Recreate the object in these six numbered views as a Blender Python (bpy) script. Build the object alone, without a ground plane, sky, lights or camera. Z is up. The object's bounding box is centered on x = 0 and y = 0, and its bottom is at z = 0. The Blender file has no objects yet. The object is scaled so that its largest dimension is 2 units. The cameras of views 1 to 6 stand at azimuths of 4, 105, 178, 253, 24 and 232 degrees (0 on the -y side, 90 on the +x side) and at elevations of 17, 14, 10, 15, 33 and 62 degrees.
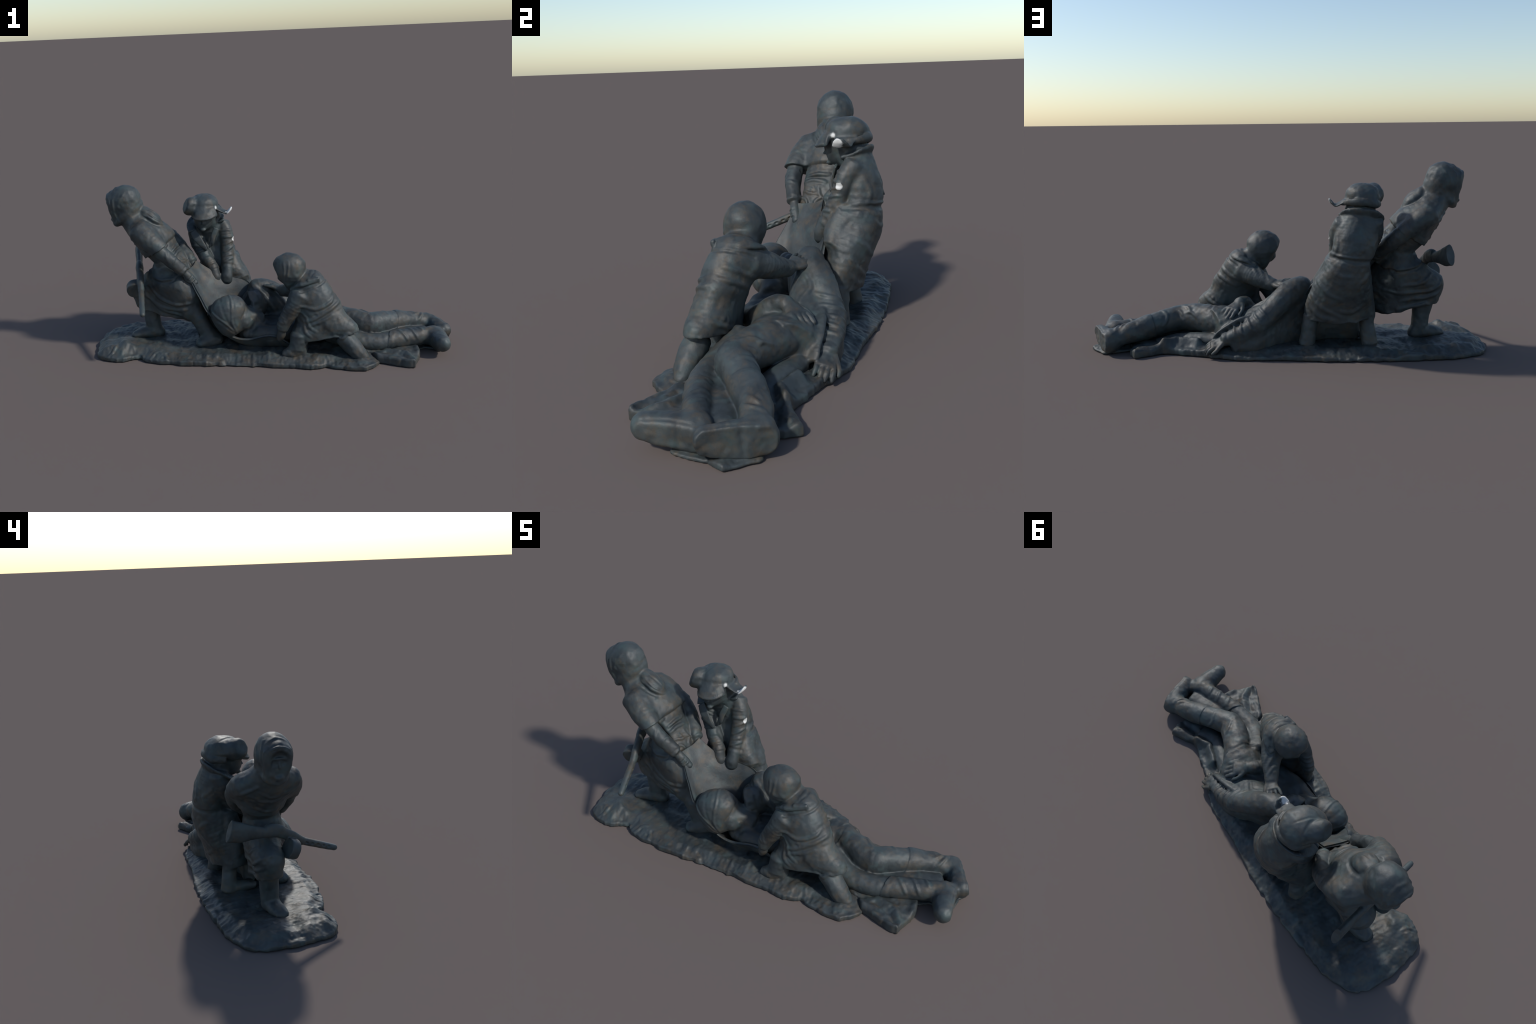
# Bronze sculpture group: three people hauling and tending a wounded man on a tarpaulin.
# Every figure is modelled as a smooth distance field (lofts, ellipsoids, capsules,
# carved folds), meshed once, and split by anatomical region.
import bpy, math
import numpy as np

VOX = 0.0032
rng = np.random.default_rng(7)
F32 = np.float32
V = lambda *a: np.array(a, dtype=np.float64)

def unit(v):
    v = np.asarray(v, float)
    return v / np.linalg.norm(v)

# ------------------------------------------------------------------ field tools
def smin(a, b, k):
    if k <= 0:
        return np.minimum(a, b)
    h = np.maximum(k - np.abs(a - b), 0) / k
    return np.minimum(a, b) - h * h * (k * 0.25)

def smax(a, b, k):
    return -smin(-a, -b, k)

def catmull(points, n):
    """Dense smooth curve through rows of control values."""
    P = np.asarray(points, float)
    if len(P) == 2:
        t = np.linspace(0, 1, n + 1)[:, None]
        return P[0] * (1 - t) + P[1] * t
    Q = np.vstack([2 * P[0] - P[1], P, 2 * P[-1] - P[-2]])
    out = []
    for i in range(len(P) - 1):
        a, b, c, d = Q[i:i + 4]
        for t in np.arange(n) / n:
            out.append(0.5 * (2 * b + (c - a) * t + (2 * a - 5 * b + 4 * c - d) * t * t
                              + (3 * b - a - 3 * c + d) * t ** 3))
    out.append(P[-1])
    return np.array(out)

def ellipsoid(c, r, axes=None):
    """Ellipsoid with centre c, radii r; axes = 3 rows of unit vectors."""
    c = np.asarray(c, float); r = np.asarray(r, float)
    A = np.eye(3) if axes is None else np.array(axes, float)
    ext = np.sqrt(((A * r[:, None]) ** 2).sum(0))
    def f(X, Y, Z):
        x, y, z = X - F32(c[0]), Y - F32(c[1]), Z - F32(c[2])
        q = 0; g = 0
        for i in range(3):
            p = x * F32(A[i, 0]) + y * F32(A[i, 1]) + z * F32(A[i, 2])
            q = q + (p / F32(r[i])) ** 2
            g = g + (p / F32(r[i] ** 2)) ** 2
        q = np.sqrt(q); g = np.sqrt(g) + F32(1e-6)
        return q * (q - 1) / g
    f.box = (c - ext, c + ext)
    return f

def loft(stations, u=(0, 1, 0), n=5, cap=0.6):
    """Tube through stations (x,y,z,ra[,rb]); ra is measured along u, rb across it."""
    S = np.array([list(s) + ([s[3]] if len(s) == 4 else []) for s in stations], float)
    C = catmull(S, n)
    C[:, 3:] = np.maximum(C[:, 3:], 0.003)
    u = unit(u)
    R = C[:, 3:].max(1)[:, None]
    box = ((C[:, :3] - R).min(0), (C[:, :3] + R).max(0))
    def f(X, Y, Z):
        best = None
        for i in range(len(C) - 1):
            a, b = C[i, :3], C[i + 1, :3]
            w = b - a; L2 = float(w @ w)
            if L2 < 1e-10:
                continue
            t_ = w / math.sqrt(L2)
            uu = u - t_ * (u @ t_)
            uu = uu / (np.linalg.norm(uu) + 1e-9)
            vv = np.cross(t_, uu)
            x, y, z = X - F32(a[0]), Y - F32(a[1]), Z - F32(a[2])
            t = np.clip((x * F32(w[0]) + y * F32(w[1]) + z * F32(w[2])) / F32(L2), 0, 1)
            x = x - t * F32(w[0]); y = y - t * F32(w[1]); z = z - t * F32(w[2])
            ra = F32(C[i, 3]) + t * F32(C[i + 1, 3] - C[i, 3])
            rb = F32(C[i, 4]) + t * F32(C[i + 1, 4] - C[i, 4])
            du = x * F32(uu[0]) + y * F32(uu[1]) + z * F32(uu[2])
            dv = x * F32(vv[0]) + y * F32(vv[1]) + z * F32(vv[2])
            dw = x * F32(t_[0]) + y * F32(t_[1]) + z * F32(t_[2])
            rw = np.minimum(ra, rb) * F32(cap if i in (0, len(C) - 2) else 1.0)
            q = np.sqrt((du / ra) ** 2 + (dv / rb) ** 2 + (dw / rw) ** 2)
            g = np.sqrt((du / ra ** 2) ** 2 + (dv / rb ** 2) ** 2 + (dw / rw ** 2) ** 2) + F32(1e-6)
            d = q * (q - 1) / g
            d = np.where(q < 1e-3, -np.minimum(ra, rb), d)
            best = d if best is None else np.minimum(best, d)
        return best
    f.box = box
    return f

def block(c, half, axes=None, rnd=0.006):
    """Rounded box."""
    c = np.asarray(c, float); hf = np.asarray(half, float)
    A = np.eye(3) if axes is None else np.array(axes, float)
    ext = np.sqrt(((A * hf[:, None]) ** 2).sum(0)) * 1.2
    def f(X, Y, Z):
        x, y, z = X - F32(c[0]), Y - F32(c[1]), Z - F32(c[2])
        o = 0; m = None
        for i in range(3):
            p = np.abs(x * F32(A[i, 0]) + y * F32(A[i, 1]) + z * F32(A[i, 2])) - F32(hf[i] - rnd)
            o = o + np.maximum(p, 0) ** 2
            m = p if m is None else np.maximum(m, p)
        return np.sqrt(o) + np.minimum(m, 0) - F32(rnd)
    f.box = (c - ext, c + ext)
    return f

def cut(f, n, p0, k=0.004):
    """Keep the part of f on the side n points away from (n.(P-p0) < 0)."""
    n = unit(n); o = float(n @ np.asarray(p0, float))
    def g(X, Y, Z):
        return smax(f(X, Y, Z), X * F32(n[0]) + Y * F32(n[1]) + Z * F32(n[2]) - F32(o), k)
    g.box = f.box
    return g

def swell(f, r):
    def g(X, Y, Z):
        return f(X, Y, Z) - F32(r)
    g.box = (f.box[0] - r, f.box[1] + r)
    return g

def blend(fs, k):
    def g(X, Y, Z):
        d = None
        for f in fs:
            e = f(X, Y, Z)
            d = e if d is None else smin(d, e, k)
        return d
    g.box = (np.min([f.box[0] for f in fs], 0), np.max([f.box[1] for f in fs], 0))
    return g

def clip_by(f, h, k=0.004):
    """Intersect f with a half-space-like function h(X,Y,Z) < 0."""
    def g(X, Y, Z):
        return smax(f(X, Y, Z), h(X, Y, Z), k)
    g.box = f.box
    return g

def frame(w, u):
    """Rows: u made perpendicular to w, w x u, w."""
    w = unit(w); u = np.asarray(u, float); u = unit(u - w * (u @ w))
    return np.array([u, np.cross(w, u), w])

class Field:
    FAR = 0.5
    def __init__(self, lo, hi, h=VOX):
        self.lo = np.asarray(lo, float); self.h = h
        self.n = np.ceil((np.asarray(hi, float) - self.lo) / h).astype(int) + 1
        self.D = np.full(self.n, self.FAR, F32)
        self.L = np.zeros(self.n, np.int16)
        self.names = []
        self.ax = [(self.lo[i] + np.arange(self.n[i]) * h).astype(F32) for i in range(3)]
    def sub(self, lo, hi):
        a = np.clip(np.floor((lo - self.lo) / self.h).astype(int), 0, self.n - 1)
        b = np.clip(np.ceil((hi - self.lo) / self.h).astype(int) + 1, 1, self.n)
        sl = tuple(slice(a[i], max(b[i], a[i] + 1)) for i in range(3))
        g = np.meshgrid(*[self.ax[i][sl[i]] for i in range(3)], indexing='ij', sparse=True)
        return sl, g
    def label(self, name):
        if name not in self.names:
            self.names.append(name)
        return self.names.index(name)
    def add(self, name, f, k=0.012):
        sl, g = self.sub(f.box[0] - 0.03, f.box[1] + 0.03)
        d = f(*g).astype(F32)
        D = self.D[sl]
        self.L[sl] = np.where(d < D, np.int16(self.label(name)), self.L[sl])
        self.D[sl] = smin(D, d, F32(k))
    def carve(self, f, k=0.008):
        sl, g = self.sub(f.box[0] - 0.03, f.box[1] + 0.03)
        self.D[sl] = smax(self.D[sl], -f(*g).astype(F32), F32(k))
    def clip(self, h, k=0.004):
        g = np.meshgrid(*self.ax, indexing='ij', sparse=True)
        self.D = smax(self.D, h(*g).astype(F32), F32(k))
    # sampling
    def at(self, P, A=None):
        A = self.D if A is None else A
        q = (np.asarray(P, float) - self.lo) / self.h
        q = np.clip(q, 0, self.n - 1.001)
        i = q.astype(int); t = q - i
        o = 0
        for dx in (0, 1):
            for dy in (0, 1):
                for dz in (0, 1):
                    w = (t[:, 0] if dx else 1 - t[:, 0]) * (t[:, 1] if dy else 1 - t[:, 1]) * (t[:, 2] if dz else 1 - t[:, 2])
                    o = o + w * A[i[:, 0] + dx, i[:, 1] + dy, i[:, 2] + dz]
        return o
    def grad(self, P):
        e = self.h
        return np.stack([(self.at(P + d) - self.at(P - d)) / (2 * e) for d in np.eye(3) * e], 1)
    def snap(self, P, steps=8):
        P = np.array(P, float)
        for _ in range(steps):
            g = self.grad(P)
            P = P - np.clip(self.at(P), -0.03, 0.03)[:, None] * g / np.maximum((g * g).sum(1), 0.25)[:, None]
        return P
    def stroke(self, pts, w=0.010, depth=0.006, kind='groove', taper=True, snap=True):
        """Sculpt along a curve laid onto the surface: groove, ridge or fold."""
        C = catmull(np.asarray(pts, float), 6)
        if snap:
            C = self.snap(C)
        m = len(C)
        s = np.linspace(0, 1, m)
        W = np.sin(np.pi * np.clip(s, 0.03, 0.97)) ** 0.5 if taper else np.ones(m)
        R = 2.6 * w
        sl, (X, Y, Z) = self.sub(C.min(0) - R, C.max(0) + R)
        best = None; wt = None
        for i in range(m - 1):
            a, b = C[i], C[i + 1]; v = b - a; L2 = float(v @ v)
            if L2 < 1e-12:
                continue
            x, y, z = X - F32(a[0]), Y - F32(a[1]), Z - F32(a[2])
            t = np.clip((x * F32(v[0]) + y * F32(v[1]) + z * F32(v[2])) / F32(L2), 0, 1)
            d2 = (x - t * F32(v[0])) ** 2 + (y - t * F32(v[1])) ** 2 + (z - t * F32(v[2])) ** 2
            ww = F32(W[i]) + t * F32(W[i + 1] - W[i])
            if best is None:
                best, wt = d2, ww * np.ones_like(d2)
            else:
                c = d2 < best
                best = np.where(c, d2, best); wt = np.where(c, ww, wt)
        q = best / F32(w * w)
        e = np.exp(-q)
        if kind == 'groove':
            self.D[sl] += F32(depth) * wt * e
        elif kind == 'ridge':
            self.D[sl] -= F32(depth) * wt * e
        else:  # fold: crest with a trough on each side
            self.D[sl] -= F32(depth) * wt * (1 - F32(1.3) * q) * e
    def folds(self, curves, w=0.011, depth=0.006, kind='fold'):
        for c in curves:
            self.stroke(c, w, depth, kind)
    def rough(self, amp=0.0012, scale=0.03, seed=1, squash=(1, 1, 1)):
        """Low lumps of the cast surface (value noise)."""
        r = np.random.default_rng(seed)
        size = self.n * self.h / (scale * np.asarray(squash))
        m = np.maximum(np.ceil(size).astype(int) + 2, 3)
        N = r.normal(0, 1, m).astype(F32)
        for axis in range(3):
            q = np.arange(self.n[axis]) * self.h / (scale * squash[axis])
            i = q.astype(int); t = q - i; t = t * t * (3 - 2 * t)
            sh = [1, 1, 1]; sh[axis] = -1
            t = t.reshape(sh).astype(F32)
            N = np.take(N, i, axis) * (1 - t) + np.take(N, i + 1, axis) * t
        self.D += F32(amp) * N
    def inset(self, v):
        self.D += F32(v)
    # meshing: surface nets
    def mesh(self):
        D = self.D; n = self.n
        S = D < 0
        any_ = np.zeros(n - 1, bool); all_ = np.ones(n - 1, bool)
        cor = [(i, j, k) for i in (0, 1) for j in (0, 1) for k in (0, 1)]
        for i, j, k in cor:
            s = S[i:n[0] - 1 + i, j:n[1] - 1 + j, k:n[2] - 1 + k]
            any_ |= s; all_ &= s
        act = np.argwhere(any_ & ~all_)
        idx = np.full(n - 1, -1, np.int64)
        idx[act[:, 0], act[:, 1], act[:, 2]] = np.arange(len(act))
        vals = {c: D[act[:, 0] + c[0], act[:, 1] + c[1], act[:, 2] + c[2]] for c in cor}
        pos = np.zeros((len(act), 3)); cnt = np.zeros(len(act))
        for c in cor:
            for a in range(3):
                if c[a] == 0:
                    e = list(c); e[a] = 1; e = tuple(e)
                    va, vb = vals[c], vals[e]
                    m = (va < 0) != (vb < 0)
                    t = np.where(m, va / np.where(m, va - vb, 1), 0)
                    p = np.tile(np.array(c, float), (len(act), 1)); p[:, a] += t
                    pos[m] += p[m]; cnt[m] += 1
        P = self.lo + (act + pos / cnt[:, None]) * self.h
        quads = []
        for a in range(3):
            b, c = (a + 1) % 3, (a + 2) % 3
            sa = [slice(None)] * 3; sb = [slice(None)] * 3
            sa[a] = slice(0, n[a] - 1); sb[a] = slice(1, n[a])
            s0, s1 = S[tuple(sa)], S[tuple(sb)]
            e = np.argwhere(s0 != s1)
            ok = (e[:, b] > 0) & (e[:, c] > 0) & (e[:, b] < n[b] - 1) & (e[:, c] < n[c] - 1)
            e = e[ok]
            inside = s0[e[:, 0], e[:, 1], e[:, 2]]
            q = []
            for ob, oc in ((0, 0), (-1, 0), (-1, -1), (0, -1)):
                f = e.copy(); f[:, b] += ob; f[:, c] += oc
                q.append(idx[f[:, 0], f[:, 1], f[:, 2]])
            q = np.stack(q, 1)
            q[~inside] = q[~inside][:, ::-1]
            quads.append(q)
        Q = np.vstack(quads)
        Q = Q[(Q >= 0).all(1)]
        g = self.grad(P)
        P = P - np.clip(self.at(P), -self.h, self.h)[:, None] * g / np.maximum((g * g).sum(1), 0.3)[:, None] * 0.7
        N = self.grad(P)
        N /= np.maximum(np.linalg.norm(N, axis=1), 1e-6)[:, None]
        li = np.clip(np.round((P - self.lo) / self.h).astype(int), 0, n - 1)
        lab = self.L[li[:, 0], li[:, 1], li[:, 2]]
        return P, Q, N, lab

def make_mesh_object(name, P, Q, N, mat, parent):
    me = bpy.data.meshes.new(name)
    me.vertices.add(len(P)); me.vertices.foreach_set('co', P.astype(F32).ravel())
    k = Q.shape[1]
    me.loops.add(Q.size); me.loops.foreach_set('vertex_index', Q.astype(np.int32).ravel())
    me.polygons.add(len(Q))
    me.polygons.foreach_set('loop_start', np.arange(0, Q.size, k, dtype=np.int32))
    me.polygons.foreach_set('loop_total', np.full(len(Q), k, np.int32))
    me.polygons.foreach_set('use_smooth', np.ones(len(Q), bool))
    me.update(calc_edges=True); me.validate()
    if N is not None:
        me.normals_split_custom_set_from_vertices(N.astype(F32).tolist())
    me.materials.append(mat)
    ob = bpy.data.objects.new(name, me)
    bpy.context.collection.objects.link(ob)
    ob.parent = parent
    return ob

def build_field(field, mats, parent):
    """Mesh a field once and split its faces by region into named parts."""
    P, Q, N, lab = field.mesh()
    fl = np.sort(lab[Q], 1)
    face = np.where(fl[:, 0] == fl[:, 1], fl[:, 0], np.where(fl[:, 2] == fl[:, 3], fl[:, 2], fl[:, 1]))
    for i, nm in enumerate(field.names):
        q = Q[face == i]
        if len(q) < 12:
            continue
        used, inv = np.unique(q, return_inverse=True)
        plain = nm.split('#')[0]
        make_mesh_object(plain, P[used], inv.reshape(q.shape), N[used], mats.get(plain, mats['']), parent)

def add_hand(F, name, wrist, tip, palm_n, size=1.0, curl=0.3, thumb=1, spread=1.0, k=0.006):
    """Palm, four fingers and thumb. palm_n points out of the back of the hand."""
    wrist = np.asarray(wrist, float); tip = np.asarray(tip, float)
    w = unit(tip - wrist); L = np.linalg.norm(tip - wrist)
    n = np.asarray(palm_n, float); n = unit(n - w * (n @ w)); s = np.cross(w, n)
    r = 0.0088 * size
    F.add(name, loft([(*(wrist), .024 * size, .018 * size), (*(wrist + w * L * .25), .031 * size, .016 * size),
                      (*(wrist + w * L * .52), .035 * size, .014 * size)], u=s), 0.012)
    for i, o in enumerate((-1.5, -.5, .5, 1.5)):
        o_ = o * 0.0175 * size
        a = wrist + w * L * .48 + s * o_
        ln = L * (.52 - .05 * abs(o + .2))
        b = a + w * ln * .5 * (1 - .2 * curl) + s * o_ * .25 * spread - n * ln * .30 * curl
        c = b + w * ln * .5 * (1 - 1.2 * curl) + s * o_ * .15 * spread - n * ln * .55 * curl
        F.add(name, loft([(*a, r * 1.1), (*b, r * 1.1), (*c, r * .85)], n=3, cap=1), k)
    a = wrist + w * L * .12 + s * thumb * .024 * size
    b = a + w * L * .25 + s * thumb * .018 * size - n * .006
    c = b + w * L * .22 + s * thumb * .004 * size - n * .008
    F.add(name, loft([(*a, r * 1.4), (*b, r * 1.2), (*c, r * .95)], n=3, cap=1), 0.008)

def limb_rings(F, stations, ts, face, span=2.4, w=.009, depth=.004, tilt=.3, seed=0, kind='fold'):
    """Bunched sleeve or trouser wrinkles: part rings round a limb, centred on direction face."""
    r = np.random.default_rng(seed)
    C = catmull([list(s[:4]) for s in stations], 12)
    for t in ts:
        i = int(np.clip(t * (len(C) - 1), 1, len(C) - 2))
        c = C[i, :3]; rad = C[i, 3]
        T = unit(C[i + 1, :3] - C[i - 1, :3])
        f = np.asarray(face, float) + r.normal(0, .25, 3)
        e1 = unit(f - T * (f @ T)); e2 = np.cross(T, e1)
        sp = span * r.uniform(.7, 1.15); tl = tilt * r.uniform(-.4, 1.3)
        pts = [c + rad * (math.cos(a) * e1 + math.sin(a) * e2) + T * rad * tl * math.sin(a) for a in np.linspace(-sp / 2, sp / 2, 5)]
        F.stroke(pts, w * r.uniform(.8, 1.25), depth * r.uniform(.7, 1.2), kind)

def add_fist(F, name, a, b, out, r=.028):
    """Closed hand from wrist a to knuckles b, finger joints raised on the side out."""
    a = np.asarray(a, float); b = np.asarray(b, float); w = unit(b - a)
    o = np.asarray(out, float); o = unit(o - w * (o @ w)); s = np.cross(w, o)
    F.add(name, loft([(*a, r * .82), (*(a * .5 + b * .5), r), (*b, r * .92)], cap=.9), .006)
    for i, q in enumerate((-.35, .05, .45, .85)):
        c = a * .42 + b * .58 + w * q * r * 1.0
        F.add(name, loft([(*(c + s * r * .85 + o * r * .15), r * .26), (*(c + s * r * .35 + o * r * .85), r * .30), (*(c - s * r * .55 + o * r * .75), r * .27)], n=3, cap=1), .004)
    c = a * .55 + b * .45 + s * r * .75
    F.add(name, loft([(*c, r * .4), (*(c + w * r * .9 + o * r * .5), r * .34), (*(c + w * r * 1.3 + o * r * .9 - s * r * .5), r * .28)], n=3, cap=1), .005)

# ------------------------------------------------------------------ materials
def patina(name, cool=(0.044, 0.055, 0.058), dark=(0.018, 0.023, 0.025), warm=(0.074, 0.056, 0.036),
           warm_amount=0.75, rough=0.55, painted_glints=(), bump=0.25):
    """Blue-green bronze patina with brown rubbed patches, on Object coordinates."""
    m = bpy.data.materials.new(name); m.use_nodes = True
    nt = m.node_tree; nd = nt.nodes; ln = nt.links
    bs = nd['Principled BSDF']
    tc = nd.new('ShaderNodeTexCoord')
    def noise(scale, detail=5, rough_=0.6, dist=0.0, vec=None):
        t = nd.new('ShaderNodeTexNoise')
        t.inputs['Scale'].default_value = scale; t.inputs['Detail'].default_value = detail
        t.inputs['Roughness'].default_value = rough_; t.inputs['Distortion'].default_value = dist
        ln.new(vec or tc.outputs['Object'], t.inputs['Vector'])
        return t.outputs['Fac']
    def ramp(src, a, b, ca=(0, 0, 0, 1), cb=(1, 1, 1, 1)):
        r = nd.new('ShaderNodeValToRGB')
        r.color_ramp.elements[0].position = a; r.color_ramp.elements[1].position = b
        r.color_ramp.elements[0].color = ca; r.color_ramp.elements[1].color = cb
        ln.new(src, r.inputs['Fac']); return r.outputs['Color']
    def mix(fac, a, b):
        x = nd.new('ShaderNodeMix'); x.data_type = 'RGBA'
        for s, v in ((x.inputs[0], fac), (x.inputs[6], a), (x.inputs[7], b)):
            if isinstance(v, (tuple, float)):
                s.default_value = v if isinstance(v, float) else (*v, 1)
            else:
                ln.new(v, s)
        return x.outputs[2]
    def times(a, b):
        x = nd.new('ShaderNodeMath'); x.operation = 'MULTIPLY'
        for s, v in ((x.inputs[0], a), (x.inputs[1], b)):
            if isinstance(v, float):
                s.default_value = v
            else:
                ln.new(v, s)
        return x.outputs[0]
    col = mix(ramp(noise(7, 6, .62, .4), .36, .64), dark, cool)
    teal = mix(ramp(noise(16, 5, .6), .5, .75), col, (cool[0] * .95, cool[1] * 1.18, cool[2] * 1.12))
    wp = times(ramp(noise(9.3, 7, .68, .8), .46, .62), ramp(noise(34, 6, .7, .5), .36, .60))
    col = mix(times(wp, warm_amount), teal, warm)
    col = mix(times(ramp(noise(85, 4, .7), .62, .8), .35), col, (cool[0] * 1.5, cool[1] * 1.45, cool[2] * 1.4))
    for c, r in painted_glints:
        d = nd.new('ShaderNodeVectorMath'); d.operation = 'DISTANCE'
        d.inputs[1].default_value = c
        ln.new(tc.outputs['Object'], d.inputs[0])
        a = nd.new('ShaderNodeMath'); a.operation = 'MULTIPLY_ADD'
        ln.new(noise(55, 3, .6), a.inputs[0]); a.inputs[1].default_value = -r * 1.2
        ln.new(d.outputs['Value'], a.inputs[2])
        fac = ramp(a.outputs[0], max(r * .25, 0.0), r * .45, (1, 1, 1, 1), (0, 0, 0, 1))
        col = mix(fac, col, (.62, .62, .60))
    ln.new(col, bs.inputs['Base Color'])
    rr = nd.new('ShaderNodeMapRange')
    ln.new(noise(22, 5), rr.inputs[0]); rr.inputs[3].default_value = rough - .1; rr.inputs[4].default_value = rough + .14
    ln.new(rr.outputs[0], bs.inputs['Roughness'])
    bs.inputs['Metallic'].default_value = 0.0
    bs.inputs['Specular IOR Level'].default_value = 0.5
    bp = nd.new('ShaderNodeBump'); bp.inputs['Strength'].default_value = bump; bp.inputs['Distance'].default_value = 0.005
    ln.new(noise(70, 6, .65), bp.inputs['Height'])
    ln.new(bp.outputs['Normal'], bs.inputs['Normal'])
    return m
BRONZE = patina('bronze_patina')
MATS = {'': BRONZE}

root = bpy.data.objects.new('bronze_sculpture', None)
bpy.context.collection.objects.link(root)
root['label'] = 'dark bronze sculpture of three people hauling a wounded man'
root['category'] = 'statue'

# ------------------------------------------------------------------ standing hauler with headscarf
def build_hauler():
    F = Field((-.93, -.17, .02), (-.24, .32, .97))
    torso = loft([(-.735, .085, .722, .085, .052), (-.690, .086, .684, .122, .075), (-.620, .088, .605, .114, .096),
                  (-.575, .078, .515, .092, .078), (-.570, .072, .455, .098, .092), (-.568, .070, .400, .106, .104)])
    arm_l = loft([(-.692, -.022, .692, .051), (-.640, -.052, .654, .047), (-.578, -.076, .602, .038)])
    arm_r = loft([(-.695, .194, .690, .050), (-.635, .210, .655, .047), (-.560, .208, .605, .041)])
    # legs and boots
    F.add('leg#1', loft([(-.700, .088, .270, .055), (-.684, .084, .170, .047), (-.678, .080, .075, .046)]), .01)
    F.add('boot#1', loft([(-.650, .082, .068, .036, .034), (-.700, .074, .074, .042, .036), (-.750, .063, .071, .042, .030),
                          (-.785, .055, .064, .036, .022)], cap=1), .02)
    F.add('leg#2', loft([(-.430, -.012, .250, .060), (-.375, -.040, .150, .048), (-.335, -.055, .080, .045)]), .01)
    F.add('boot#2', loft([(-.300, -.048, .068, .036, .034), (-.345, -.068, .070, .040, .036), (-.392, -.086, .064, .036, .026)], cap=1), .02)
    # skirt of the long coat, gathered over the bent front knee
    def hem(X, Y, Z):
        a = F32(.228) - F32(.22) * (X + F32(.745)); b = F32(.163) + F32(.55) * (X + F32(.45))
        return np.maximum(a, b) - Z
    skirt = blend([loft([(-.575, .082, .400, .095, .105), (-.655, .090, .360, .080), (-.722, .094, .325, .068)]),
                   loft([(-.724, .092, .330, .066), (-.700, .086, .200, .066)]),
                   loft([(-.560, .050, .390, .098), (-.490, .025, .300, .092), (-.425, -.008, .220, .072)]),
                   loft([(-.500, .000, .385, .072), (-.425, -.012, .325, .068)]),
                   loft([(-.590, .072, .300, .086, .098), (-.560, .060, .180, .084, .108)], u=(0, 1, 0))], .05)
    F.add('skirt', clip_by(skirt, hem), .006)
    # jacket body flaring over the hips
    F.add('jacket', cut(torso, (0.05, 0, -1), (-.6, .08, .408)), .008)
    # bunched cloth across the lower back, leading into the tarpaulin
    F.add('jacket', loft([(-.560, .060, .595, .080, .030), (-.508, .060, .525, .085, .034), (-.460, .040, .452, .070, .026)]), .025)
    # arms pulled back
    F.add('arm#1', loft([(-.600, -.070, .620, .040), (-.535, -.074, .550, .038), (-.468, -.056, .482, .035)]), .010)
    F.add('arm#2', loft([(-.590, .210, .628, .045), (-.515, .182, .555, .042), (-.440, .105, .482, .036)]), .010)
    add_fist(F, 'hand#1', (-.468, -.056, .480), (-.412, -.034, .402), (-.1, -.7, .5), .026)
    add_fist(F, 'hand#2', (-.438, .103, .480), (-.398, .060, .408), (.5, -.6, .4), .026)
    # short cape over shoulders and upper arms
    cape = swell(blend([torso, arm_l, swell(arm_r, -.013)], .040), .012)
    F.add('cape', cut(cape, (.565, -.05, -.825), (-.571, -.1, .612), .004), .003)
    # neck, collar roll and hood hanging on the back
    F.add('neck', loft([(-.775, .075, .790, .074), (-.715, .075, .725, .076)]), .03)
    F.add('hood', loft([(-.765, .145, .690, .016), (-.720, .148, .712, .020), (-.685, .125, .738, .024), (-.672, .072, .752, .026),
                        (-.685, .018, .738, .024), (-.720, -.008, .712, .018)]), .014)
    F.add('hood', ellipsoid((-.643, .068, .760), (.080, .054, .034), frame((.66, 0, .75), (.75, 0, -.66))[[0, 1, 2]]), .012)
    # head wrapped in a scarf drawn forward like a hood round a recessed face
    wrap = blend([ellipsoid((-.778, .076, .848), (.090, .085, .092)), loft([(-.838, .075, .865, .070, .056), (-.832, .075, .800, .066, .056), (-.818, .075, .750, .054, .044)]),
                  ellipsoid((-.742, .075, .800), (.055, .072, .060))], .03)
    F.add('headscarf', cut(wrap, (-.974, 0, -.226), (-.887, .075, .87), .022), .012)
    F.carve(ellipsoid((-.885, .073, .798), (.034, .050, .074)), .010)
    F.add('head', ellipsoid((-.835, .073, .795), (.030, .046, .070)), .004)
    F.add('head', loft([(-.857, .073, .826, .007), (-.864, .073, .800, .008), (-.861, .073, .792, .008)]), .008)
    F.add('head', ellipsoid((-.855, .073, .748), (.014, .020, .012)), .012)
    F.add('head', loft([(-.856, .104, .832, .008), (-.862, .073, .836, .008), (-.856, .042, .832, .008)]), .01)
    for s in (-1, 1):
        F.stroke([(-.866, .073 + s * .032, .815), (-.866, .073 + s * .014, .813)], .008, .006)
    F.stroke([(-.87, .090, .769), (-.872, .056, .769)], .005, .003)
    # scarf wraps and pleats
    F.add('headscarf', loft([(-.755, .135, .790, .010), (-.812, .126, .742, .013), (-.836, .078, .722, .014), (-.815, .024, .742, .013),
                             (-.757, .015, .790, .010)]), .022)
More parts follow.
